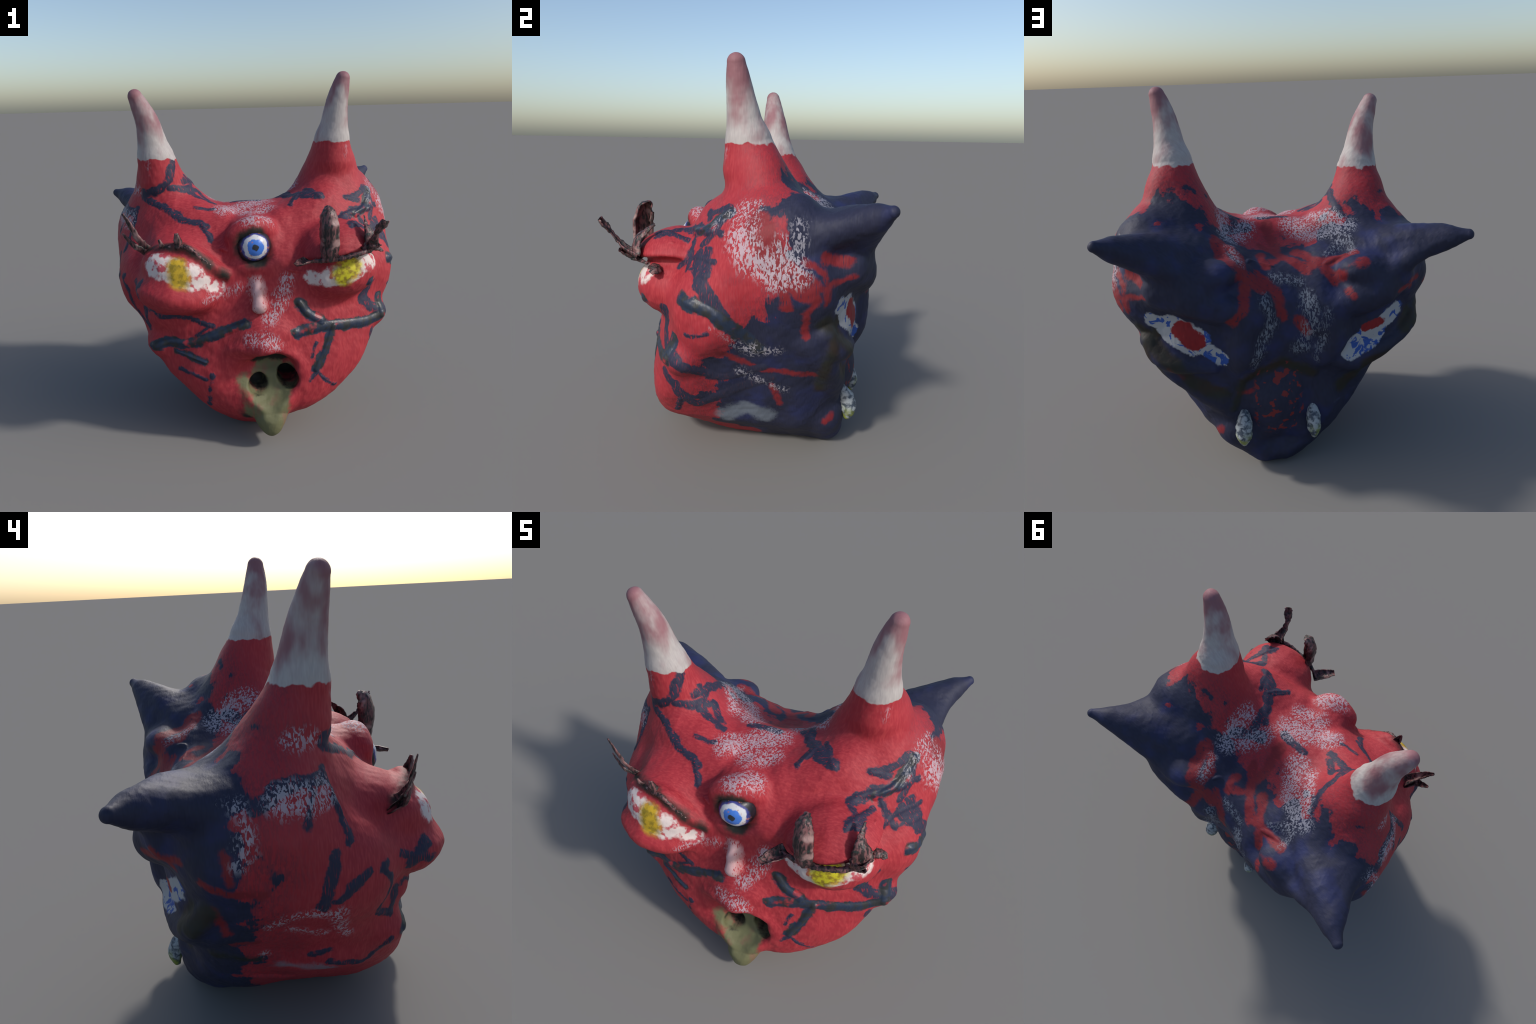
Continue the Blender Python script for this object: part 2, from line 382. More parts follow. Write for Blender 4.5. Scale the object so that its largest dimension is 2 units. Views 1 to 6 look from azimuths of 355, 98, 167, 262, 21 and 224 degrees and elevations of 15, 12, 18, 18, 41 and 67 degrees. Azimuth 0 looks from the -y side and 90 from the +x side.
stroke("red", 0.030, (0.020, 0.069, 1.255), (0.009, 0.265, 1.159))
stroke("red", 0.026, (-0.074, 0.430, 1.115), (-0.207, 0.449, 1.128), (-0.340, 0.468, 1.166))
stroke("red", 0.020, (0.108, 0.337, 1.162), (0.098, 0.418, 1.130))
stroke("red", 0.018, (-0.280, 0.578, 1.017), (-0.291, 0.603, 0.998))
stroke("red", 0.014, (0.811, 0.311, 1.146), (0.782, 0.391, 1.103), (0.778, 0.408, 0.973))
stroke("red", 0.014, (-0.694, 0.468, 1.002), (-0.547, 0.592, 0.991))
stroke("red", 0.022, (-0.031, 0.545, 0.882), (-0.075, 0.555, 0.808))
stroke("red", 0.010, (0.210, 0.497, 0.494), (0.278, 0.487, 0.484))
stroke("red", 0.010, (0.535, 0.464, 0.606), (0.608, 0.505, 0.684))
stroke("red", 0.028, (0.335, 0.356, 1.253), (0.310, 0.432, 1.203), (0.271, 0.515, 1.185), (0.207, 0.508, 1.108), (0.131, 0.506, 1.053))
stroke("red", 0.024, (0.087, 0.224, 1.179), (0.024, 0.304, 1.152), (-0.040, 0.386, 1.135), (-0.098, 0.462, 1.097))
stroke("red", 0.024, (-0.076, 0.319, 1.158), (-0.131, 0.390, 1.146), (-0.181, 0.457, 1.119), (-0.222, 0.518, 1.053), (-0.368, 0.563, 1.156))
stroke("red", 0.016, (0.075, 0.406, 1.134), (0.023, 0.362, 1.140))
stroke("red", 0.020, (0.755, 0.393, 1.151), (0.700, 0.489, 1.133))
stroke("red", 0.016, (0.816, 0.370, 1.005), (0.797, 0.323, 0.912), (0.745, 0.316, 0.813))
stroke("red", 0.010, (0.696, 0.514, 1.071), (0.748, 0.440, 1.052), (0.818, 0.369, 1.039))
stroke("red", 0.013, (0.761, -0.070, 0.719), (0.705, -0.012, 0.671), (0.673, 0.054, 0.633), (0.649, 0.122, 0.598), (0.648, 0.203, 0.596), (0.625, 0.281, 0.585), (0.591, 0.359, 0.569))
stroke("red", 0.012, (0.596, 0.159, 0.502), (0.520, 0.189, 0.367))
stroke("red", 0.014, (0.393, 0.397, 0.235), (0.374, 0.435, 0.250))
stroke("red", 0.055, (0.792, 0.114, 1.298), (0.828, 0.153, 1.219), (0.838, 0.188, 1.137), (0.840, 0.258, 1.087), (0.836, 0.328, 1.036))
stroke("red", 0.020, (0.842, 0.233, 1.010), (0.826, 0.244, 0.950))
stroke("red", 0.016, (-0.769, 0.404, 0.956), (-0.794, 0.325, 0.920), (-0.797, 0.267, 0.912), (-0.790, 0.207, 0.897))
stroke("red", 0.012, (-0.620, 0.562, 1.023), (-0.651, 0.490, 0.964))
stroke("red", 0.012, (-0.804, 0.335, 1.063), (-0.811, 0.319, 0.973))
stroke("red", 0.010, (-0.606, 0.303, 0.599), (-0.652, 0.215, 0.632))
stroke("red", 0.012, (-0.741, 0.373, 0.832), (-0.688, 0.327, 0.699))
stroke("white", 0.072, (-0.160, -0.159, 1.261), (-0.051, -0.095, 1.260), (0.060, -0.035, 1.278))
stroke("white", 0.055, (-0.041, -0.189, 1.238), (0.080, -0.161, 1.252))
stroke("white", 0.060, (-0.039, -0.378, 1.251), (0.051, -0.321, 1.238))
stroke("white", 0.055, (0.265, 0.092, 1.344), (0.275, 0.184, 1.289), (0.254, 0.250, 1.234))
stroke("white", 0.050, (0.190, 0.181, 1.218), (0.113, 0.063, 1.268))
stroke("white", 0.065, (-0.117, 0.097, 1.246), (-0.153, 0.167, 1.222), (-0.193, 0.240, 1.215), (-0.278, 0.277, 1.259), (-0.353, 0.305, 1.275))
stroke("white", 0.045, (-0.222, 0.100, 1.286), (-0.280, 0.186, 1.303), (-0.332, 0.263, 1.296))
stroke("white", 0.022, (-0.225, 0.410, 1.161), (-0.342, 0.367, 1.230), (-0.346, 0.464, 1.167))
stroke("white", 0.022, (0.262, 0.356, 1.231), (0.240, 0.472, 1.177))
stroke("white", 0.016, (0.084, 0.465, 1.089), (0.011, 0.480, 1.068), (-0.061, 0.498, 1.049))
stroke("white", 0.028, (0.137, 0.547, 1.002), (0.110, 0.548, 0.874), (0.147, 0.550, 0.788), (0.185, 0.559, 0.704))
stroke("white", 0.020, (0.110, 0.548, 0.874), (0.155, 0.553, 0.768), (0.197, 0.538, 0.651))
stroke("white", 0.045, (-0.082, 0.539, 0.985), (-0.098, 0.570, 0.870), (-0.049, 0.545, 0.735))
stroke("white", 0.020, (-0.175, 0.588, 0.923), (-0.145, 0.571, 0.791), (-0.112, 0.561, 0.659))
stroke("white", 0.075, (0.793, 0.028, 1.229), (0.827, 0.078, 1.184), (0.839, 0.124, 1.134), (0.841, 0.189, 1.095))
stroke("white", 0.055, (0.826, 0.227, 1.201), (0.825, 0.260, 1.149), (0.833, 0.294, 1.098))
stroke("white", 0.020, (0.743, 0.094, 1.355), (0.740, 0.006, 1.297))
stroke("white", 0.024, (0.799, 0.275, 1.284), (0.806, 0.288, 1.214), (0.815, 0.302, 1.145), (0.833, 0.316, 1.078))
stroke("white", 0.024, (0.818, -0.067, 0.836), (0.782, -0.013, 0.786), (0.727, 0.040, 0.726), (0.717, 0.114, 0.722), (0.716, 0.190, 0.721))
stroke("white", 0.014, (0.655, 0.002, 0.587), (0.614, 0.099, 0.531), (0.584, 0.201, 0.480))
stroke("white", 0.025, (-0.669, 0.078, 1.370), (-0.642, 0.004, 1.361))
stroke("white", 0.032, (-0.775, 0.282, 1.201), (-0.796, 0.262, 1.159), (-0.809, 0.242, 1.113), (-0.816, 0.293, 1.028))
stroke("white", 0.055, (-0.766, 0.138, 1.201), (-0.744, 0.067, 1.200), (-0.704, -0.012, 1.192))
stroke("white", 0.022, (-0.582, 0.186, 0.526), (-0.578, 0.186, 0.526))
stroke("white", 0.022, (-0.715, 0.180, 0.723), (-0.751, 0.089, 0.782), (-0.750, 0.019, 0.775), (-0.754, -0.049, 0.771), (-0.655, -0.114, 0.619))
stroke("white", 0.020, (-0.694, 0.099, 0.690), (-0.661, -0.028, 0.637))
stroke("white", 0.030, (-0.106, -0.444, 0.892), (-0.236, -0.471, 0.865))
stroke("white", 0.040, (0.153, -0.448, 0.915), (0.121, -0.471, 0.810), (0.061, -0.504, 0.725))
stroke("white", 0.035, (-0.053, -0.542, 0.625), (0.080, -0.560, 0.610))
stroke("white", 0.012, (-0.214, -0.444, 0.890), (-0.290, -0.526, 0.845))
stroke("white", 0.014, (0.716, 0.049, 1.365), (0.704, -0.021, 1.317), (0.691, -0.083, 1.263))
stroke("white", 0.024, (0.782, -0.021, 1.191), (0.790, 0.030, 1.239), (0.797, 0.093, 1.278))
stroke("white", 0.010, (-0.577, -0.081, 1.515), (-0.567, -0.085, 1.459))
stroke("white", 0.014, (0.551, -0.072, 1.579), (0.559, -0.073, 1.536))
stroke("grey", 0.062, (0.472, -0.089, 0.266), (0.502, 0.011, 0.327), (0.477, 0.099, 0.294))
stroke("grey", 0.030, (-0.525, 0.115, 0.418), (-0.547, 0.025, 0.411), (-0.543, -0.071, 0.384))
stroke("murk", 0.040, (0.726, 0.393, 0.875), (0.682, 0.439, 0.812), (0.639, 0.486, 0.751), (0.570, 0.516, 0.684), (0.498, 0.467, 0.571), (0.429, 0.474, 0.530), (0.359, 0.488, 0.491))
stroke("murk", 0.040, (-0.663, 0.440, 0.798), (-0.630, 0.483, 0.732))
stroke("murk", 0.040, (-0.508, 0.503, 0.608), (-0.395, 0.533, 0.578), (-0.344, 0.475, 0.492), (-0.271, 0.469, 0.436))
stroke("murk", 0.028, (0.653, 0.445, 0.861), (0.704, 0.440, 0.801), (0.703, 0.435, 0.722), (0.646, 0.408, 0.616), (0.511, 0.376, 0.468))
stroke("murk", 0.040, (-0.731, 0.393, 0.824), (-0.697, 0.456, 0.749))
stroke("murk", 0.022, (-0.492, 0.376, 0.493), (-0.551, 0.296, 0.508), (-0.553, 0.212, 0.481))
stroke("murk", 0.030, (0.236, 0.515, 0.585), (0.145, 0.505, 0.610), (0.056, 0.514, 0.646), (-0.028, 0.508, 0.599), (-0.111, 0.513, 0.558))
stroke("murk", 0.020, (0.309, 0.479, 0.392), (0.278, 0.487, 0.484), (0.250, 0.520, 0.590))
stroke("backeye", 0.040, (0.670, 0.459, 0.939), (0.588, 0.484, 0.890))
stroke("backeye", 0.074, (0.588, 0.484, 0.890), (0.478, 0.522, 0.815))
stroke("backeye", 0.042, (0.478, 0.522, 0.815), (0.362, 0.519, 0.714))
stroke("backeye", 0.062, (-0.307, 0.531, 0.675), (-0.444, 0.514, 0.738))
stroke("backeye", 0.045, (-0.444, 0.514, 0.738), (-0.506, 0.511, 0.796), (-0.580, 0.484, 0.843))
stroke("backpupil", 0.050, (0.534, 0.504, 0.884), (0.478, 0.522, 0.815))
stroke("backpupil", 0.028, (-0.402, 0.524, 0.782), (-0.478, 0.517, 0.795))
stroke("eyewhite", 0.064, (-0.541, -0.466, 1.039), (-0.417, -0.517, 1.011), (-0.329, -0.512, 0.974))
stroke("eyewhite", 0.036, (-0.329, -0.512, 0.974), (-0.214, -0.444, 0.890))
stroke("eyewhite", 0.034, (0.272, -0.470, 0.937), (0.371, -0.519, 0.940))
stroke("eyewhite", 0.050, (0.371, -0.519, 0.944), (0.477, -0.524, 0.964), (0.609, -0.438, 1.017))
stroke("iris", 0.050, (-0.419, -0.506, 1.038), (-0.409, -0.525, 0.975))
stroke("iris", 0.056, (0.436, -0.527, 0.953), (0.494, -0.510, 1.001))
# folds: ridges of clay without paint of their own
stroke("fold", .016, (-.61, -.05, 1.33), (-.56, -.20, 1.24), (-.52, -.28, 1.15))
stroke("fold", .012, (-.64, .02, 1.30), (-.68, -.06, 1.15), (-.70, -.10, 1.00))
stroke("fold", .014, (.72, .30, 1.33), (.73, .12, 1.31), (.70, -.03, 1.27), (.66, -.20, 1.20), (.60, -.33, 1.16))
stroke("fold", .012, (.56, .26, 1.40), (.66, .10, 1.40), (.68, -.02, 1.34))
stroke("fold", .010, (.15, -.31, 1.22), (.24, -.33, 1.205), (.32, -.32, 1.20))
stroke("fold", .010, (.12, -.41, .98), (.20, -.44, .965), (.26, -.46, .96))
stroke("fold", .012, (-.28, -.40, 1.12), (-.19, -.37, 1.09), (-.12, -.40, 1.06))
stroke("fold", .014, (.76, -.02, .62), (.70, .12, .50), (.60, .30, .42), (.45, .42, .40))
stroke("fold", .014, (-.40, .42, .50), (-.45, .25, .36), (-.42, .05, .26), (-.38, -.10, .20))
stroke("fold", .012, (.22, .46, 1.14), (.16, .40, 1.17), (.06, .42, 1.12))
stroke("fold", .016, (-.10, .46, 1.06), (-.24, .44, 1.13), (-.38, .45, 1.16))
# zones that follow a part rather than a brush
stroke("olive", .10, (.045, -.50, .40), (.048, -.55, .28), (.05, -.58, .10))
stroke("olive", .09, (.045, -.42, .42), (.045, -.42, .30))
stroke("olive", .055, (.16, -.46, .40), (.12, -.50, .28))
stroke("hollow_shade", .050, (-.015, -.52, .345), (-.02, -.38, .36))
stroke("hollow_shade", .058, (.15, -.50, .38), (.155, -.34, .38))
stroke("hollow_shade", .035, (-.04, -.45, .50), (.15, -.44, .49))
stroke("murk", .026, (-.58, -.33, 1.085), (-.47, -.42, 1.12), (-.368, -.465, 1.125), (-.241, -.455, 1.015), (-.167, -.44, .955))
stroke("murk", .016, (.24, -.51, 1.03), (.33, -.545, 1.045), (.455, -.56, 1.06), (.56, -.54, 1.08), (.64, -.42, 1.07))
stroke("murk", .105, (-.018, -.44, 1.105), (-.008, -.44, 1.095))
stroke("murk", .035, (-.14, -.45, .26), (-.08, -.50, .17))
stroke("olive", .050, (-.10, -.47, .36), (-.05, -.51, .22))
stroke("blush", .045, (-.006, -.47, .90), (-.002, -.54, .79))
stroke("speckle", .13, (.075, .53, .52), (.075, .53, .34))

# ----------------------------------------------------------------------------- build the clay
v, f = surface_nets(body, (-.96, -.74, -.05), (.96, .74, 2.05), .0192)
v, f = refine(v, f, 1)
v, _ = settle(body, v)
v, _ = settle(body, v)
v, f = refine(v, f, 1)
v, normal = settle(body, v)
normal /= np.maximum(np.linalg.norm(normal, axis=1), 1e-6)[:, None]

def ripple(P, count, wave, seed):
    """Lumpy hand-modelled unevenness: many plane waves of about one length."""
    r = np.random.default_rng(seed)
    out = np.zeros(len(P), F)
    for _ in range(count):
        k = r.normal(size=3); k *= 2 * math.pi / (wave * r.uniform(.7, 1.5) * np.linalg.norm(k))
        out += np.sin(P @ k.astype(F) + F(r.uniform(0, 6.28)))
    return out / math.sqrt(count)

rough = 1 - .6 * np.clip((v[:, 2] - 1.3) / .2, 0, 1)
lift = .0030 * ripple(v, 26, .16, 1) * rough + .0007 * ripple(v, 26, .05, 2) * rough + .0003 * ripple(v, 26, .022, 3)
for kind, height in (("vein", .008), ("fold", .010), ("navy", .003), ("murk", .004), ("white", .0015)):
    for width, pts in STROKES[kind]:
        ends = (0, len(pts) - 1) if kind == "fold" else ()
        q = [(*p, width * (.5 if n in ends else 1.25)) for n, p in enumerate(pts)]
        i = near(v, .0, chain, (q,))
        if len(i):
            e = chain(v[i], q) / (width * 1.25) + 1
            lift[i] = np.maximum(lift[i], lift[i] + height * np.clip(1 - e * e, 0, 1))
v = v + lift[:, None] * normal
v[:, 2] = np.maximum(v[:, 2], .004)

def pieces(kind, lo, hi, margin):
    """Line pieces of one kind of stroke that come near a box."""
    out = []
    for width, pts in STROKES.get(kind, []):
        for a, b in zip(pts[:-1], pts[1:]):
            m = width + margin
            if (np.minimum(a, b) - m < hi).all() and (np.maximum(a, b) + m > lo).all():
                out.append((a, b, width))
    return out

# ----------------------------------------------------------------------------- named regions of the one surface
SEEDS = [
    ("forehead", 0, -.18, 1.27), ("hood", -.01, -.38, 1.17), ("eyelid", .44, -.46, 1.15), ("eyelid", -.38, -.40, 1.15),
    ("eye", .45, -.53, .95), ("eye", -.42, -.54, .94), ("nose", 0, -.50, .85), ("upper_lip", .03, -.55, .63),
    ("mouth", .05, -.48, .40), ("lower_lip", .05, -.56, .19), ("cheek", .50, -.42, .58), ("cheek", -.45, -.44, .55),
    ("chin", .33, -.42, .20), ("chin", -.24, -.42, .18), ("temple", .76, -.12, 1.0), ("temple", -.68, -.12, 1.0),
    ("flank", .80, .20, .92), ("flank", -.78, .20, .92), ("flank", .55, .05, .40), ("flank", -.50, .05, .40),
    ("crown", 0, .20, 1.20), ("horn_base", .47, .05, 1.42), ("horn_base", -.48, .05, 1.37),
    ("ear", .72, .52, 1.28), ("ear", -.72, .52, 1.18), ("brow", .36, .55, 1.06), ("brow", -.34, .55, 1.04),
    ("snout", .04, .55, .82), ("almond_eye", .47, .50, .82), ("almond_eye", -.47, .50, .80),
    ("muzzle", .075, .54, .45), ("jaw", .07, .48, .08), ("jowl", .40, .42, .46), ("jowl", -.36, .42, .44), ("sole", .05, 0, -.05)]

centre = v[f].mean(1)
seeds = np.array([s[1:] for s in SEEDS], F)
region = np.argmin(((centre[:, None, :] - seeds[None]) ** 2).sum(2), 1)
HORN_LINE = {1: 1.612, -1: 1.540}
names = [s[0] for s in SEEDS]
for side in (1, -1):
    names.append("horn")
    region[(centre[:, 0] * side > 0) & (centre[:, 2] > HORN_LINE[side] - .012)] = len(names) - 1

# a region that many strokes cross is halved, so that no one material grows too long
LAYERS = ("red", "navy", "murk", "vein", "white", "grey", "blush", "speckle", "eyewhite", "iris", "backeye", "backpupil", "olive", "hollow_shade")
todo = list(range(len(names)))
while todo:
    k = todo.pop()
    own = np.flatnonzero(region == k)
    if len(own) < 400:
        continue
    lo, hi = centre[own].min(0), centre[own].max(0)
    if sum(len(pieces(kind, lo, hi, .03)) for kind in LAYERS) > 34:
        axis = int(np.argmax(hi - lo))
        names.append(names[k])
        region[own[centre[own, axis] > np.median(centre[own, axis])]] = len(names) - 1
        todo += [k, len(names) - 1]

whole = mesh_from("clay", v, f)
vn = np.empty(len(v) * 3, F); whole.vertex_normals.foreach_get("vector", vn); vn = vn.reshape(-1, 3)
bpy.data.meshes.remove(whole)

top = bpy.data.objects.new("painted_clay_head", None)
bpy.context.scene.collection.objects.link(top)
top["label"] = "two-faced red and blue painted clay demon head with horns"
top["category"] = "clay sculpture"

def place(name, mesh, material, parent=top, kind=None):
    o = bpy.data.objects.new(name, mesh)
    bpy.context.scene.collection.objects.link(o)
    o.parent = parent
    mesh.materials.append(material)
    return o

# ----------------------------------------------------------------------------- materials
RED, NAVY, VEIN = (.36, .028, .040), (.022, .024, .055), (.018, .024, .036)
WHITE, MURK, OLIVE = (.55, .50, .52), (.020, .022, .018), (.125, .125, .062)

class Paint:
    """A Principled material whose colour is built up layer by layer, like coats of paint."""
    def __init__(self, name):
        self.m = bpy.data.materials.new(name); self.m.use_nodes = True
        self.t = self.m.node_tree; self.bsdf = self.t.nodes["Principled BSDF"]
        self.P = self.new("ShaderNodeTexCoord").outputs["Object"]

    def new(self, kind, **props):
        n = self.t.nodes.new(kind)
        for k, x in props.items():
            setattr(n, k, x)
        return n

    def put(self, sock, x):
        if isinstance(x, bpy.types.NodeSocket):
            self.t.links.new(x, sock)
        elif x is not None:
            sock.default_value = (*x, 1) if hasattr(x, "__len__") and len(x) == 3 and sock.type == "RGBA" else x

    def math(self, op, a, b=None, c=None, clamp=False):
        n = self.new("ShaderNodeMath", operation=op, use_clamp=clamp)
        for s, x in zip(n.inputs, (a, b, c)):
            self.put(s, x)
        return n.outputs[0]

    def vec(self, op, a, b=None, c=None, scale=None):
        n = self.new("ShaderNodeVectorMath", operation=op)
        for s, x in zip(n.inputs, (a, b, c)):
            self.put(s, x)
        if scale is not None:
            self.put(n.inputs["Scale"], scale)
        return n.outputs["Value"] if op in ("DOT_PRODUCT", "LENGTH", "DISTANCE") else n.outputs["Vector"]

    def noise(self, scale, detail=2., where=None, distortion=0., out="Fac", rough=.5):
        n = self.new("ShaderNodeTexNoise")
        self.put(n.inputs["Vector"], where or self.P)
        for k, x in (("Scale", scale), ("Detail", detail), ("Distortion", distortion), ("Roughness", rough)):
            n.inputs[k].default_value = x
        return n.outputs[out]

    def step(self, x, lo, hi):
        n = self.new("ShaderNodeMapRange", interpolation_type="SMOOTHSTEP")
        self.put(n.inputs[0], x); n.inputs[1].default_value = lo; n.inputs[2].default_value = hi
        return n.outputs[0]

    def mix(self, fac, a, b):
        n = self.new("ShaderNodeMix", data_type="RGBA")
        self.put(n.inputs[0], fac); self.put(n.inputs[6], a); self.put(n.inputs[7], b)
        return n.outputs[2]

    def axes(self, P=None):
        n = self.new("ShaderNodeSeparateXYZ"); self.put(n.inputs[0], P or self.P)
        return n.outputs

    def warp(self, *terms):
        """Object coordinates pushed about by noise, so that painted edges are ragged."""
        P = self.P
        for scale, amount in terms:
            c = self.noise(scale, 1., out="Color")
            P = self.vec("MULTIPLY_ADD", self.vec("SUBTRACT", c, (.5, .5, .5)), (amount,) * 3, P)
        return P

    def rods(self, P, pieces):
        """Distance outside the nearest of some thick line pieces (negative inside)."""
        d = None
        for a, b, r in pieces:
            a, b = Vector(a), Vector(b); ba = b - a
            pa = self.vec("SUBTRACT", P, a)
            h = self.math("MULTIPLY", self.vec("DOT_PRODUCT", pa, ba / max(ba.length_squared, 1e-6)), 1., clamp=True)
            e = self.math("SUBTRACT", self.vec("DISTANCE", pa, self.vec("SCALE", ba, scale=h)), r)
            d = e if d is None else self.math("MINIMUM", d, e)
        return d

    def done(self, colour, rough=.5, bump=None, strength=.3, distance=.004):
        self.put(self.bsdf.inputs["Base Color"], colour)
        self.put(self.bsdf.inputs["Roughness"], rough)
        self.bsdf.inputs["Specular IOR Level"].default_value = .28
        if bump is not None:
            n = self.new("ShaderNodeBump"); n.inputs["Strength"].default_value = strength; n.inputs["Distance"].default_value = distance
            self.put(n.inputs["Height"], bump)
            self.t.links.new(n.outputs[0], self.bsdf.inputs["Normal"])
        return self.m

def clay_paint(name, lo, hi):
    p = Paint(name)
    x, y, z = p.axes()
    big = p.noise(7, 3.)
    fine = p.noise(115, 2., where=p.vec("MULTIPLY", p.P, (1.1, .9, .38)), distortion=.7)
    hairs = p.noise(60, 2., where=p.vec("MULTIPLY", p.P, (1., 2.5, .35)))
    P = p.warp((16, .040), (75, .016))
    soft = lambda d, edge: p.step(d, edge, -edge)
    # ground coats: red in front, navy behind
    shade = p.noise(3.5, 2.)
    rear = p.step(y, .25, .45)  # thinner, greyer white behind, with the back's baked shade put into its colour
    red = p.mix(p.step(hairs, .35, .75), p.mix(shade, (.255, .017, .027), (.345, .028, .039)), (.375, .038, .046))
    navy = p.mix(p.step(big, .45, .75), p.mix(hairs, (.013, .015, .034), (.024, .027, .058)), (.020, .026, .085))
    colour = red
    border = p.math("SUBTRACT", .24, p.math("MULTIPLY", p.step(z, 1.10, .60), p.math("MULTIPLY", p.step(x, -.1, .4), .37)))
    border = p.math("ADD", border, p.math("MULTIPLY", p.math("SUBTRACT", big, .5), .55))
    border = p.math("ADD", border, p.math("MULTIPLY", p.math("SUBTRACT", hairs, .5), .08))
    if hi[1] > -.15:
        shade_glaze = p.math("MULTIPLY", p.step(p.math("SUBTRACT", y, border), -.34, .02), p.step(p.math("ADD", hairs, p.math("MULTIPLY", p.math("SUBTRACT", fine, .5), .5)), .36, .62))
        colour = p.mix(p.math("MULTIPLY", shade_glaze, .55), colour, (.055, .014, .030))  # streaky navy glaze nearing the border, also standing in for baked side shade
        colour = p.mix(p.step(p.math("SUBTRACT", y, border), -.012, .012), colour, navy)
    gloss = .62
    def coat(kind, c, edge=.004, where=None, amount=1., grow=0.):
        nonlocal colour
        q = [(a, b, r + grow) for a, b, r in pieces(kind, lo, hi, .03 + grow)]
        if q:
            d = p.rods(where or P, q)
            k = soft(d, edge)
            if amount != 1.:
                k = p.math("MULTIPLY", k, amount)
            colour = p.mix(k, colour, c)
            return d
    streaky = p.math("MULTIPLY", p.step(hairs, .22, .45), 1.)
    coat("red", p.mix(.75, red, (.13, .013, .018)), .010, amount=p.step(hairs, .25, .42), grow=.004)
    coat("navy", p.mix(p.step(hairs, .55, .75), (.022, .024, .050), (.050, .030, .050)), .005, amount=streaky, grow=.006)
    coat("murk", p.mix(p.step(big, .4, .65), MURK, (.030, .020, .016)), .020, amount=p.step(big, .2, .45))
    d = coat("vein", p.mix(p.step(p.noise(24, 3.), .42, .60), (.020, .030, .055), (.026, .028, .030)), .006, grow=.014, amount=p.step(p.noise(11, 3.), .30, .40))
    if d is not None:
        gloss = p.math("SUBTRACT", .62, p.math("MULTIPLY", soft(d, .006), .24))
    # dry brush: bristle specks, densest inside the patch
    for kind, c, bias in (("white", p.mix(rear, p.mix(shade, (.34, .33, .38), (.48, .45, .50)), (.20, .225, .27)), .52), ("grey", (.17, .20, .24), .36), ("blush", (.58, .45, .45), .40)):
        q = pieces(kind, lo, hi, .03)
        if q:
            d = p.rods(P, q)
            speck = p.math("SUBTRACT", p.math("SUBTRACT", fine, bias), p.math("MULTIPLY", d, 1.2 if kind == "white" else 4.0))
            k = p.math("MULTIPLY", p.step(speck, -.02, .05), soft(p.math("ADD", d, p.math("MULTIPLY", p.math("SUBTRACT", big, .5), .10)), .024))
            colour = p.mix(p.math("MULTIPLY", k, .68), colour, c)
    coat("speckle", (.17, .022, .024), .01, amount=p.step(p.noise(22, 2.), .54, .60))
    # eyes
    d = coat("eyewhite", p.mix(p.step(p.noise(26, 3.), .50, .64), (.58, .50, .48), (.42, .07, .09)), .010)
    if d is not None:
        coat("iris", p.mix(p.step(p.noise(34, 3.), .42, .62), p.mix(p.step(x, -.2, .2), (.46, .30, .02), (.52, .46, .02)), (.24, .17, .015)), .022)
    d = coat("backeye", p.mix(p.step(p.noise(20, 3., distortion=.8), .55, .60), (.34, .35, .37), (.025, .075, .30)), .006)
    if d is not None:
        coat("backpupil", p.mix(hairs, (.17, .010, .014), (.27, .016, .020)), .005)
    coat("olive", p.mix(p.step(p.noise(14, 3.), .50, .72), OLIVE, (.16, .095, .060)), .014)
    coat("hollow_shade", (.018, .016, .014), .010)  # shade painted near-black inside the carved holes and beneath the upper lip
    # horns: bone white with a wine stain toward the tip
    if hi[2] > 1.45:
        line = p.math("ADD", HORN_LINE[-1], p.math("MULTIPLY", p.step(x, -.1, .1), HORN_LINE[1] - HORN_LINE[-1]))
        h = p.math("SUBTRACT", z, line)
        ragged = p.math("ADD", h, p.math("MULTIPLY", p.math("SUBTRACT", p.noise(20, 2.), .5), .05))
        stain = p.math("ADD", p.math("MULTIPLY", h, 1.0), p.math("SUBTRACT", p.noise(9, 3., where=p.vec("MULTIPLY", p.P, (1., 1., .5))), .5))
        bone = p.mix(hairs, (.31, .285, .28), (.45, .415, .40))
        bone = p.mix(p.math("MULTIPLY", p.step(stain, .02, .34), .85), bone, (.21, .065, .085))
        colour = p.mix(p.step(ragged, -.004, .004), colour, bone)
    bump = p.math("ADD", p.math("MULTIPLY", fine, .35), p.math("MULTIPLY", hairs, .9))
    return p.done(colour, gloss, bump, .35, .003)

# ----------------------------------------------------------------------------- cut the surface into its parts
PARTS = {}
for k, name in enumerate(names):
    own = f[region == k]
    if not len(own):
        continue
    used, back = np.unique(own, return_inverse=True)
    mesh = mesh_from(name, v[used], back.reshape(own.shape))
    mesh.normals_split_custom_set_from_vertices(vn[used].tolist())
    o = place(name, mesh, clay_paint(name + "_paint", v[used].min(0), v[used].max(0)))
    PARTS.setdefault(name, []).append(o)

# ----------------------------------------------------------------------------- loose pieces
def loft(name, rings, close=True):
    """Skin over rings of equal point count, ends closed by a centre point."""
    n, k = rings.shape[:2]
    co = np.vstack([rings.reshape(-1, 3), rings[0].mean(0), rings[-1].mean(0)])
    quads = [(i * k + j, i * k + (j + 1) % k, (i + 1) * k + (j + 1) % k, (i + 1) * k + j) for i in range(n - 1) for j in range(k)]
    tris = [(n * k, (j + 1) % k, j) for j in range(k)] + [(n * k + 1, (n - 1) * k + j, (n - 1) * k + (j + 1) % k) for j in range(k)]
    m = bpy.data.meshes.new(name)
    m.from_pydata(co.tolist(), [], quads + tris)
    m.polygons.foreach_set("use_smooth", np.ones(len(m.polygons), bool))
    return m

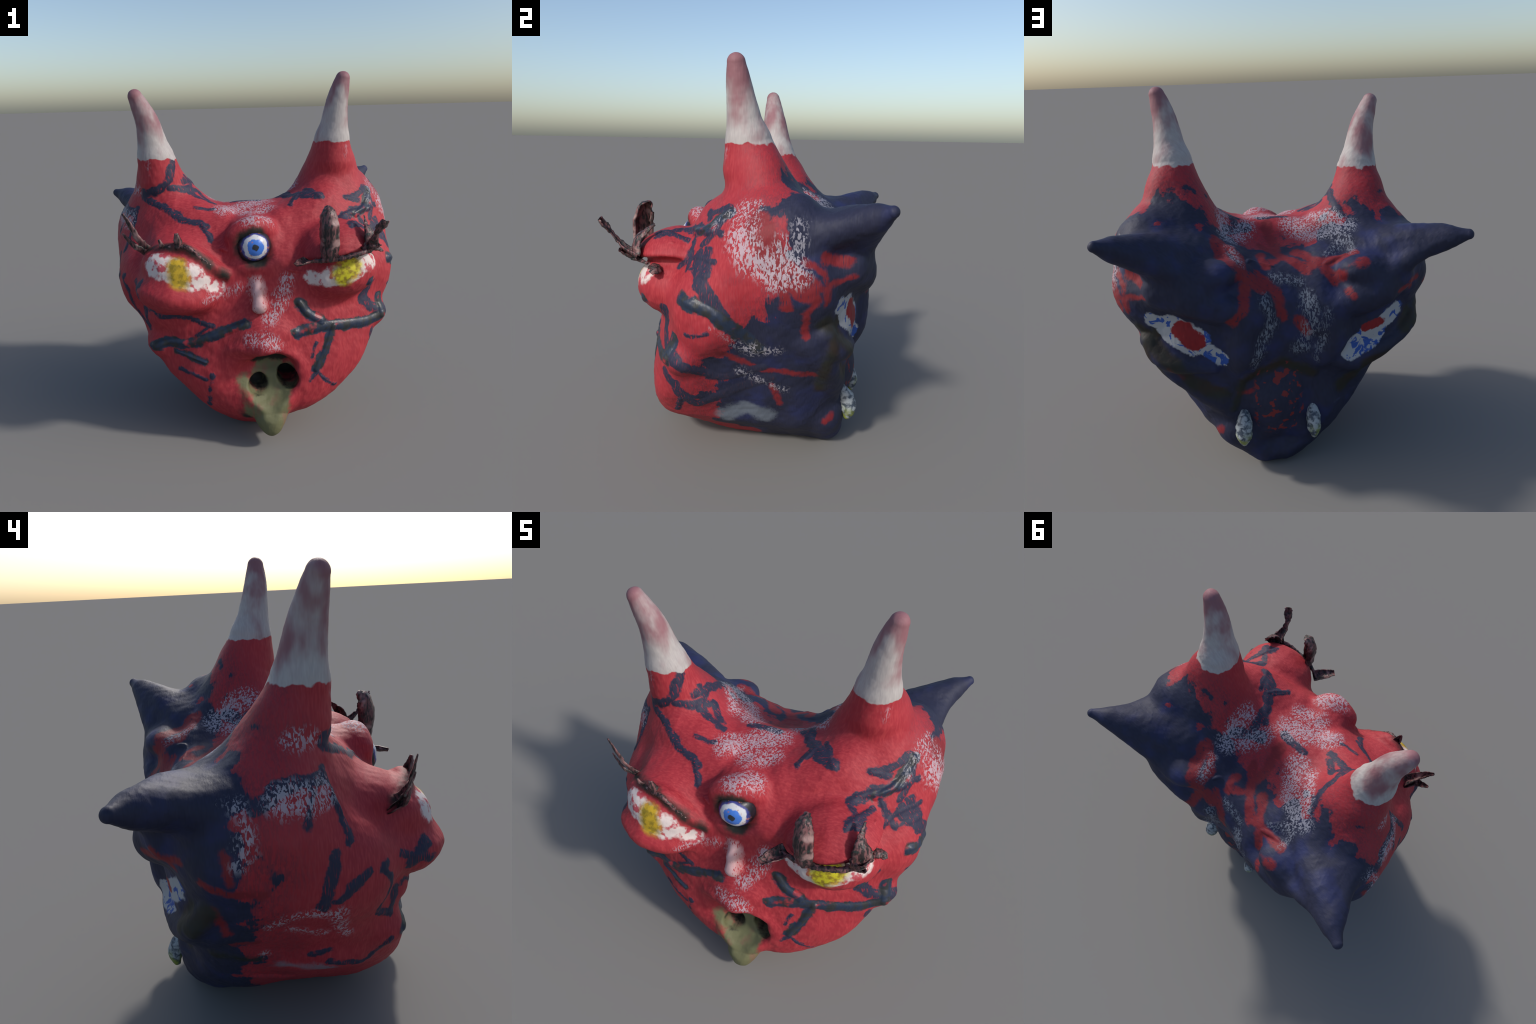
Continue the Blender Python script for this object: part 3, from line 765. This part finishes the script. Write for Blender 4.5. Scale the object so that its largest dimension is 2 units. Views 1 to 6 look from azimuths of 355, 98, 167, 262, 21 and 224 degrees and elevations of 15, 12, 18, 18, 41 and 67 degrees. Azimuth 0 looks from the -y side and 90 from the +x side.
def curled_blade(name, path, radius, span, opening, thick=.007, steps=6, seed=0, crumple=.004):
    """A dried leaf-like lash: an arc-shaped sheet swept along a path.
    path: control points; radius: arc radius along it; span: arc angle in degrees; opening: direction the hollow faces."""
    c = spline(path, steps)
    n = len(c)
    t = np.gradient(c, axis=0); t /= np.linalg.norm(t, axis=1)[:, None]
    r = np.interp(np.linspace(0, 1, n), np.linspace(0, 1, len(radius)), radius)
    o = np.array(opening, float); o = o - t * (t @ o)[:, None]; o /= np.linalg.norm(o, axis=1)[:, None]
    s = np.cross(t, o)
    g = np.random.default_rng(seed)
    k = 13
    ang = np.radians(span) * np.linspace(-.5, .5, k)
    rings = []
    for i in range(n):
        wob = 1 + .10 * np.sin(ang * 7 + seed) 
        out = c[i] + (r[i] + thick / 2) * wob[:, None] * (np.sin(ang)[:, None] * s[i] - (np.cos(ang) - np.cos(ang).mean())[:, None] * o[i])
        inn = c[i] + max(r[i] - thick / 2, .0015) * wob[:, None] * (np.sin(ang)[:, None] * s[i] - (np.cos(ang) - np.cos(ang).mean())[:, None] * o[i])
        ring = np.vstack([out, inn[::-1]])
        rings.append(ring + g.normal(0, crumple * .4, 3) * (r[i] > .01))
    return loft(name, np.array(rings))

def lash_paint():
    p = Paint("dried_lash")
    n = p.noise(26, 3., where=p.vec("MULTIPLY", p.P, (3., 3., .8)), distortion=.4)
    c = p.mix(p.step(n, .40, .62), (.022, .018, .019), (.16, .070, .072))
    c = p.mix(p.step(p.noise(13, 2.), .56, .70), c, (.30, .19, .18))
    c = p.mix(p.math("MULTIPLY", p.step(p.noise(40, 2.), .58, .66), .6), c, (.03, .05, .045))
    return p.done(c, .42, n, .5, .006)

LASH = lash_paint()
middle = lambda o: sum(q.co.x for q in o.data.vertices[:200])
lid_right, lid_left = max(PARTS["eyelid"], key=middle), min(PARTS["eyelid"], key=middle)
LASHES = [
    (lid_right, [(.352, -.535, 1.045), (.350, -.555, 1.12), (.345, -.560, 1.21), (.345, -.540, 1.285), (.355, -.503, 1.318)], (.042, .046, .048, .040, .010), 210, (.7, .75, 0)),
    (lid_right, [(.27, -.50, 1.035), (.225, -.555, 1.040), (.185, -.600, 1.042)], (.040, .036, .020), 130, (0, 0, 1)),
    (lid_right, [(.60, -.47, 1.085), (.585, -.555, 1.13), (.585, -.605, 1.185), (.60, -.635, 1.225), (.617, -.655, 1.262)], (.045, .026, .012, .028, .022), 150, (0, .7, .7)),
    (lid_right, [(.60, -.50, 1.10), (.590, -.492, 1.165), (.580, -.455, 1.205), (.577, -.425, 1.228), (.578, -.402, 1.242)], (.060, .046, .020, .008, .005), 120, (-.5, .8, 0)),
    (lid_right, [(.55, -.51, 1.075), (.59, -.54, 1.10), (.62, -.56, 1.12)], (.030, .032, .012), 140, (0, .6, .8)),
    (lid_right, [(.63, -.38, 1.06), (.672, -.375, 1.055), (.69, -.39, 1.04)], (.030, .026, .010), 150, (0, -.3, -1)),
    (lid_left, [(-.57, -.31, 1.07), (-.615, -.345, 1.14), (-.655, -.350, 1.22), (-.692, -.346, 1.292)], (.034, .022, .016, .005), 130, (.4, .8, 0)),
    (lid_left, [(-.58, -.31, 1.06), (-.635, -.335, 1.105), (-.675, -.330, 1.145), (-.705, -.32, 1.18)], (.032, .022, .014, .006), 130, (.4, .8, .3)),
    (lid_left, [(-.405, -.445, 1.12), (-.410, -.452, 1.16), (-.414, -.456, 1.20)], (.020, .016, .005), 200, (0, 1, 0)),
    (lid_left, [(-.49, -.41, 1.115), (-.495, -.425, 1.135), (-.505, -.43, 1.165)], (.012, .008, .003), 180, (0, 1, 0))]
for i, (lid_object, path, radius, span, opening) in enumerate(LASHES):
    place("eyelash", curled_blade("eyelash", path, radius, span, opening, seed=i), LASH, lid_object)

def tube(name, path, radius, sides=12, steps=5, rough=.2):
    c = spline(path, steps); n = len(c)
    t = np.gradient(c, axis=0); t /= np.linalg.norm(t, axis=1)[:, None]
    u = np.cross(t, (0, .3, 1)); u /= np.linalg.norm(u, axis=1)[:, None]
    w = np.cross(u, t)
    r = np.interp(np.linspace(0, 1, n), np.linspace(0, 1, len(radius)), radius)
    a = np.linspace(0, 2 * math.pi, sides, endpoint=False)
    g = np.random.default_rng(n)
    rings = [c[i] + (r[i] * (1 + rough * g.normal(size=sides)))[:, None] * (np.cos(a)[:, None] * u[i] + np.sin(a)[:, None] * w[i]) for i in range(n)]
    return loft(name, np.array(rings))

place("lash_line", tube("lash_line", [(.24, -.50, 1.03), (.33, -.54, 1.045), (.455, -.553, 1.062), (.56, -.53, 1.082), (.64, -.42, 1.07)], (.006, .013, .012, .014, .006), steps=10), LASH, lid_right)
place("lash_line", tube("lash_line", [(-.58, -.315, 1.075), (-.47, -.415, 1.115), (-.368, -.458, 1.125), (-.30, -.462, 1.07), (-.241, -.45, 1.015), (-.167, -.43, .96)], (.008, .012, .012, .011, .010, .004), steps=10), LASH, lid_left)

# third eye: a ball with painted rings round its line of sight
def ball(name, c, r, squash=(1, 1, 1)):
    import bmesh
    b = bmesh.new(); bmesh.ops.create_icosphere(b, subdivisions=5, radius=1)
    m = bpy.data.meshes.new(name); b.to_mesh(m); b.free()
    co = np.empty(len(m.vertices) * 3, F); m.vertices.foreach_get("co", co); co = co.reshape(-1, 3)
    co = co * np.array(squash, F) * r + np.array(c, F) + (.0015 * ripple(co, 20, .7, 5))[:, None] * co
    m.vertices.foreach_set("co", co.ravel()); m.update()
    m.polygons.foreach_set("use_smooth", np.ones(len(m.polygons), bool))
    return m

EYE, GAZE = Vector((-.014, -.368, 1.095)), Vector((.06, -.98, .14)).normalized()
p = Paint("ringed_eye")
P = p.warp((30, .022), (90, .008))
side = p.vec("DISTANCE", P, tuple(EYE + GAZE * .094))
c = p.mix(p.step(side, .088, .074), (.014, .014, .020), (.045, .050, .22))
c = p.mix(p.step(side, .074, .066), c, (.55, .55, .58))
c = p.mix(p.step(side, .050, .044), c, (.055, .17, .55))
c = p.mix(p.step(side, .020, .015), c, (.030, .032, .040))
c = p.mix(p.math("MULTIPLY", p.step(p.noise(40, 2.), .62, .68), .6), c, (.40, .14, .09))
place("third_eye", ball("third_eye", EYE, .094), p.done(c, .35, p.noise(80, 2.), .2, .003), PARTS["hood"][0])

# fangs of the back face
p = Paint("fang_paint")
n = p.noise(40, 3., distortion=.5)
c = p.mix(p.step(n, .38, .60), (.05, .065, .09), (.30, .33, .35))
_, _, z = p.axes()
c = p.mix(p.math("MULTIPLY", p.step(z, .30, .20), p.step(p.noise(25, 2.), .40, .60)), c, (.22, .26, .045))
fang_paint = p.done(c, .45, n, .4, .004)
for path, radius in (([(.25, .465, .37), (.262, .505, .31), (.268, .520, .25), (.268, .512, .195)], (.022, .044, .042, .016)),
                     ([(-.115, .47, .36), (-.108, .515, .30), (-.105, .535, .24), (-.108, .53, .185)], (.020, .038, .036, .014))):
    place("fang", tube("fang", path, radius, 16, 6, .04), fang_paint, PARTS["muzzle"][0])
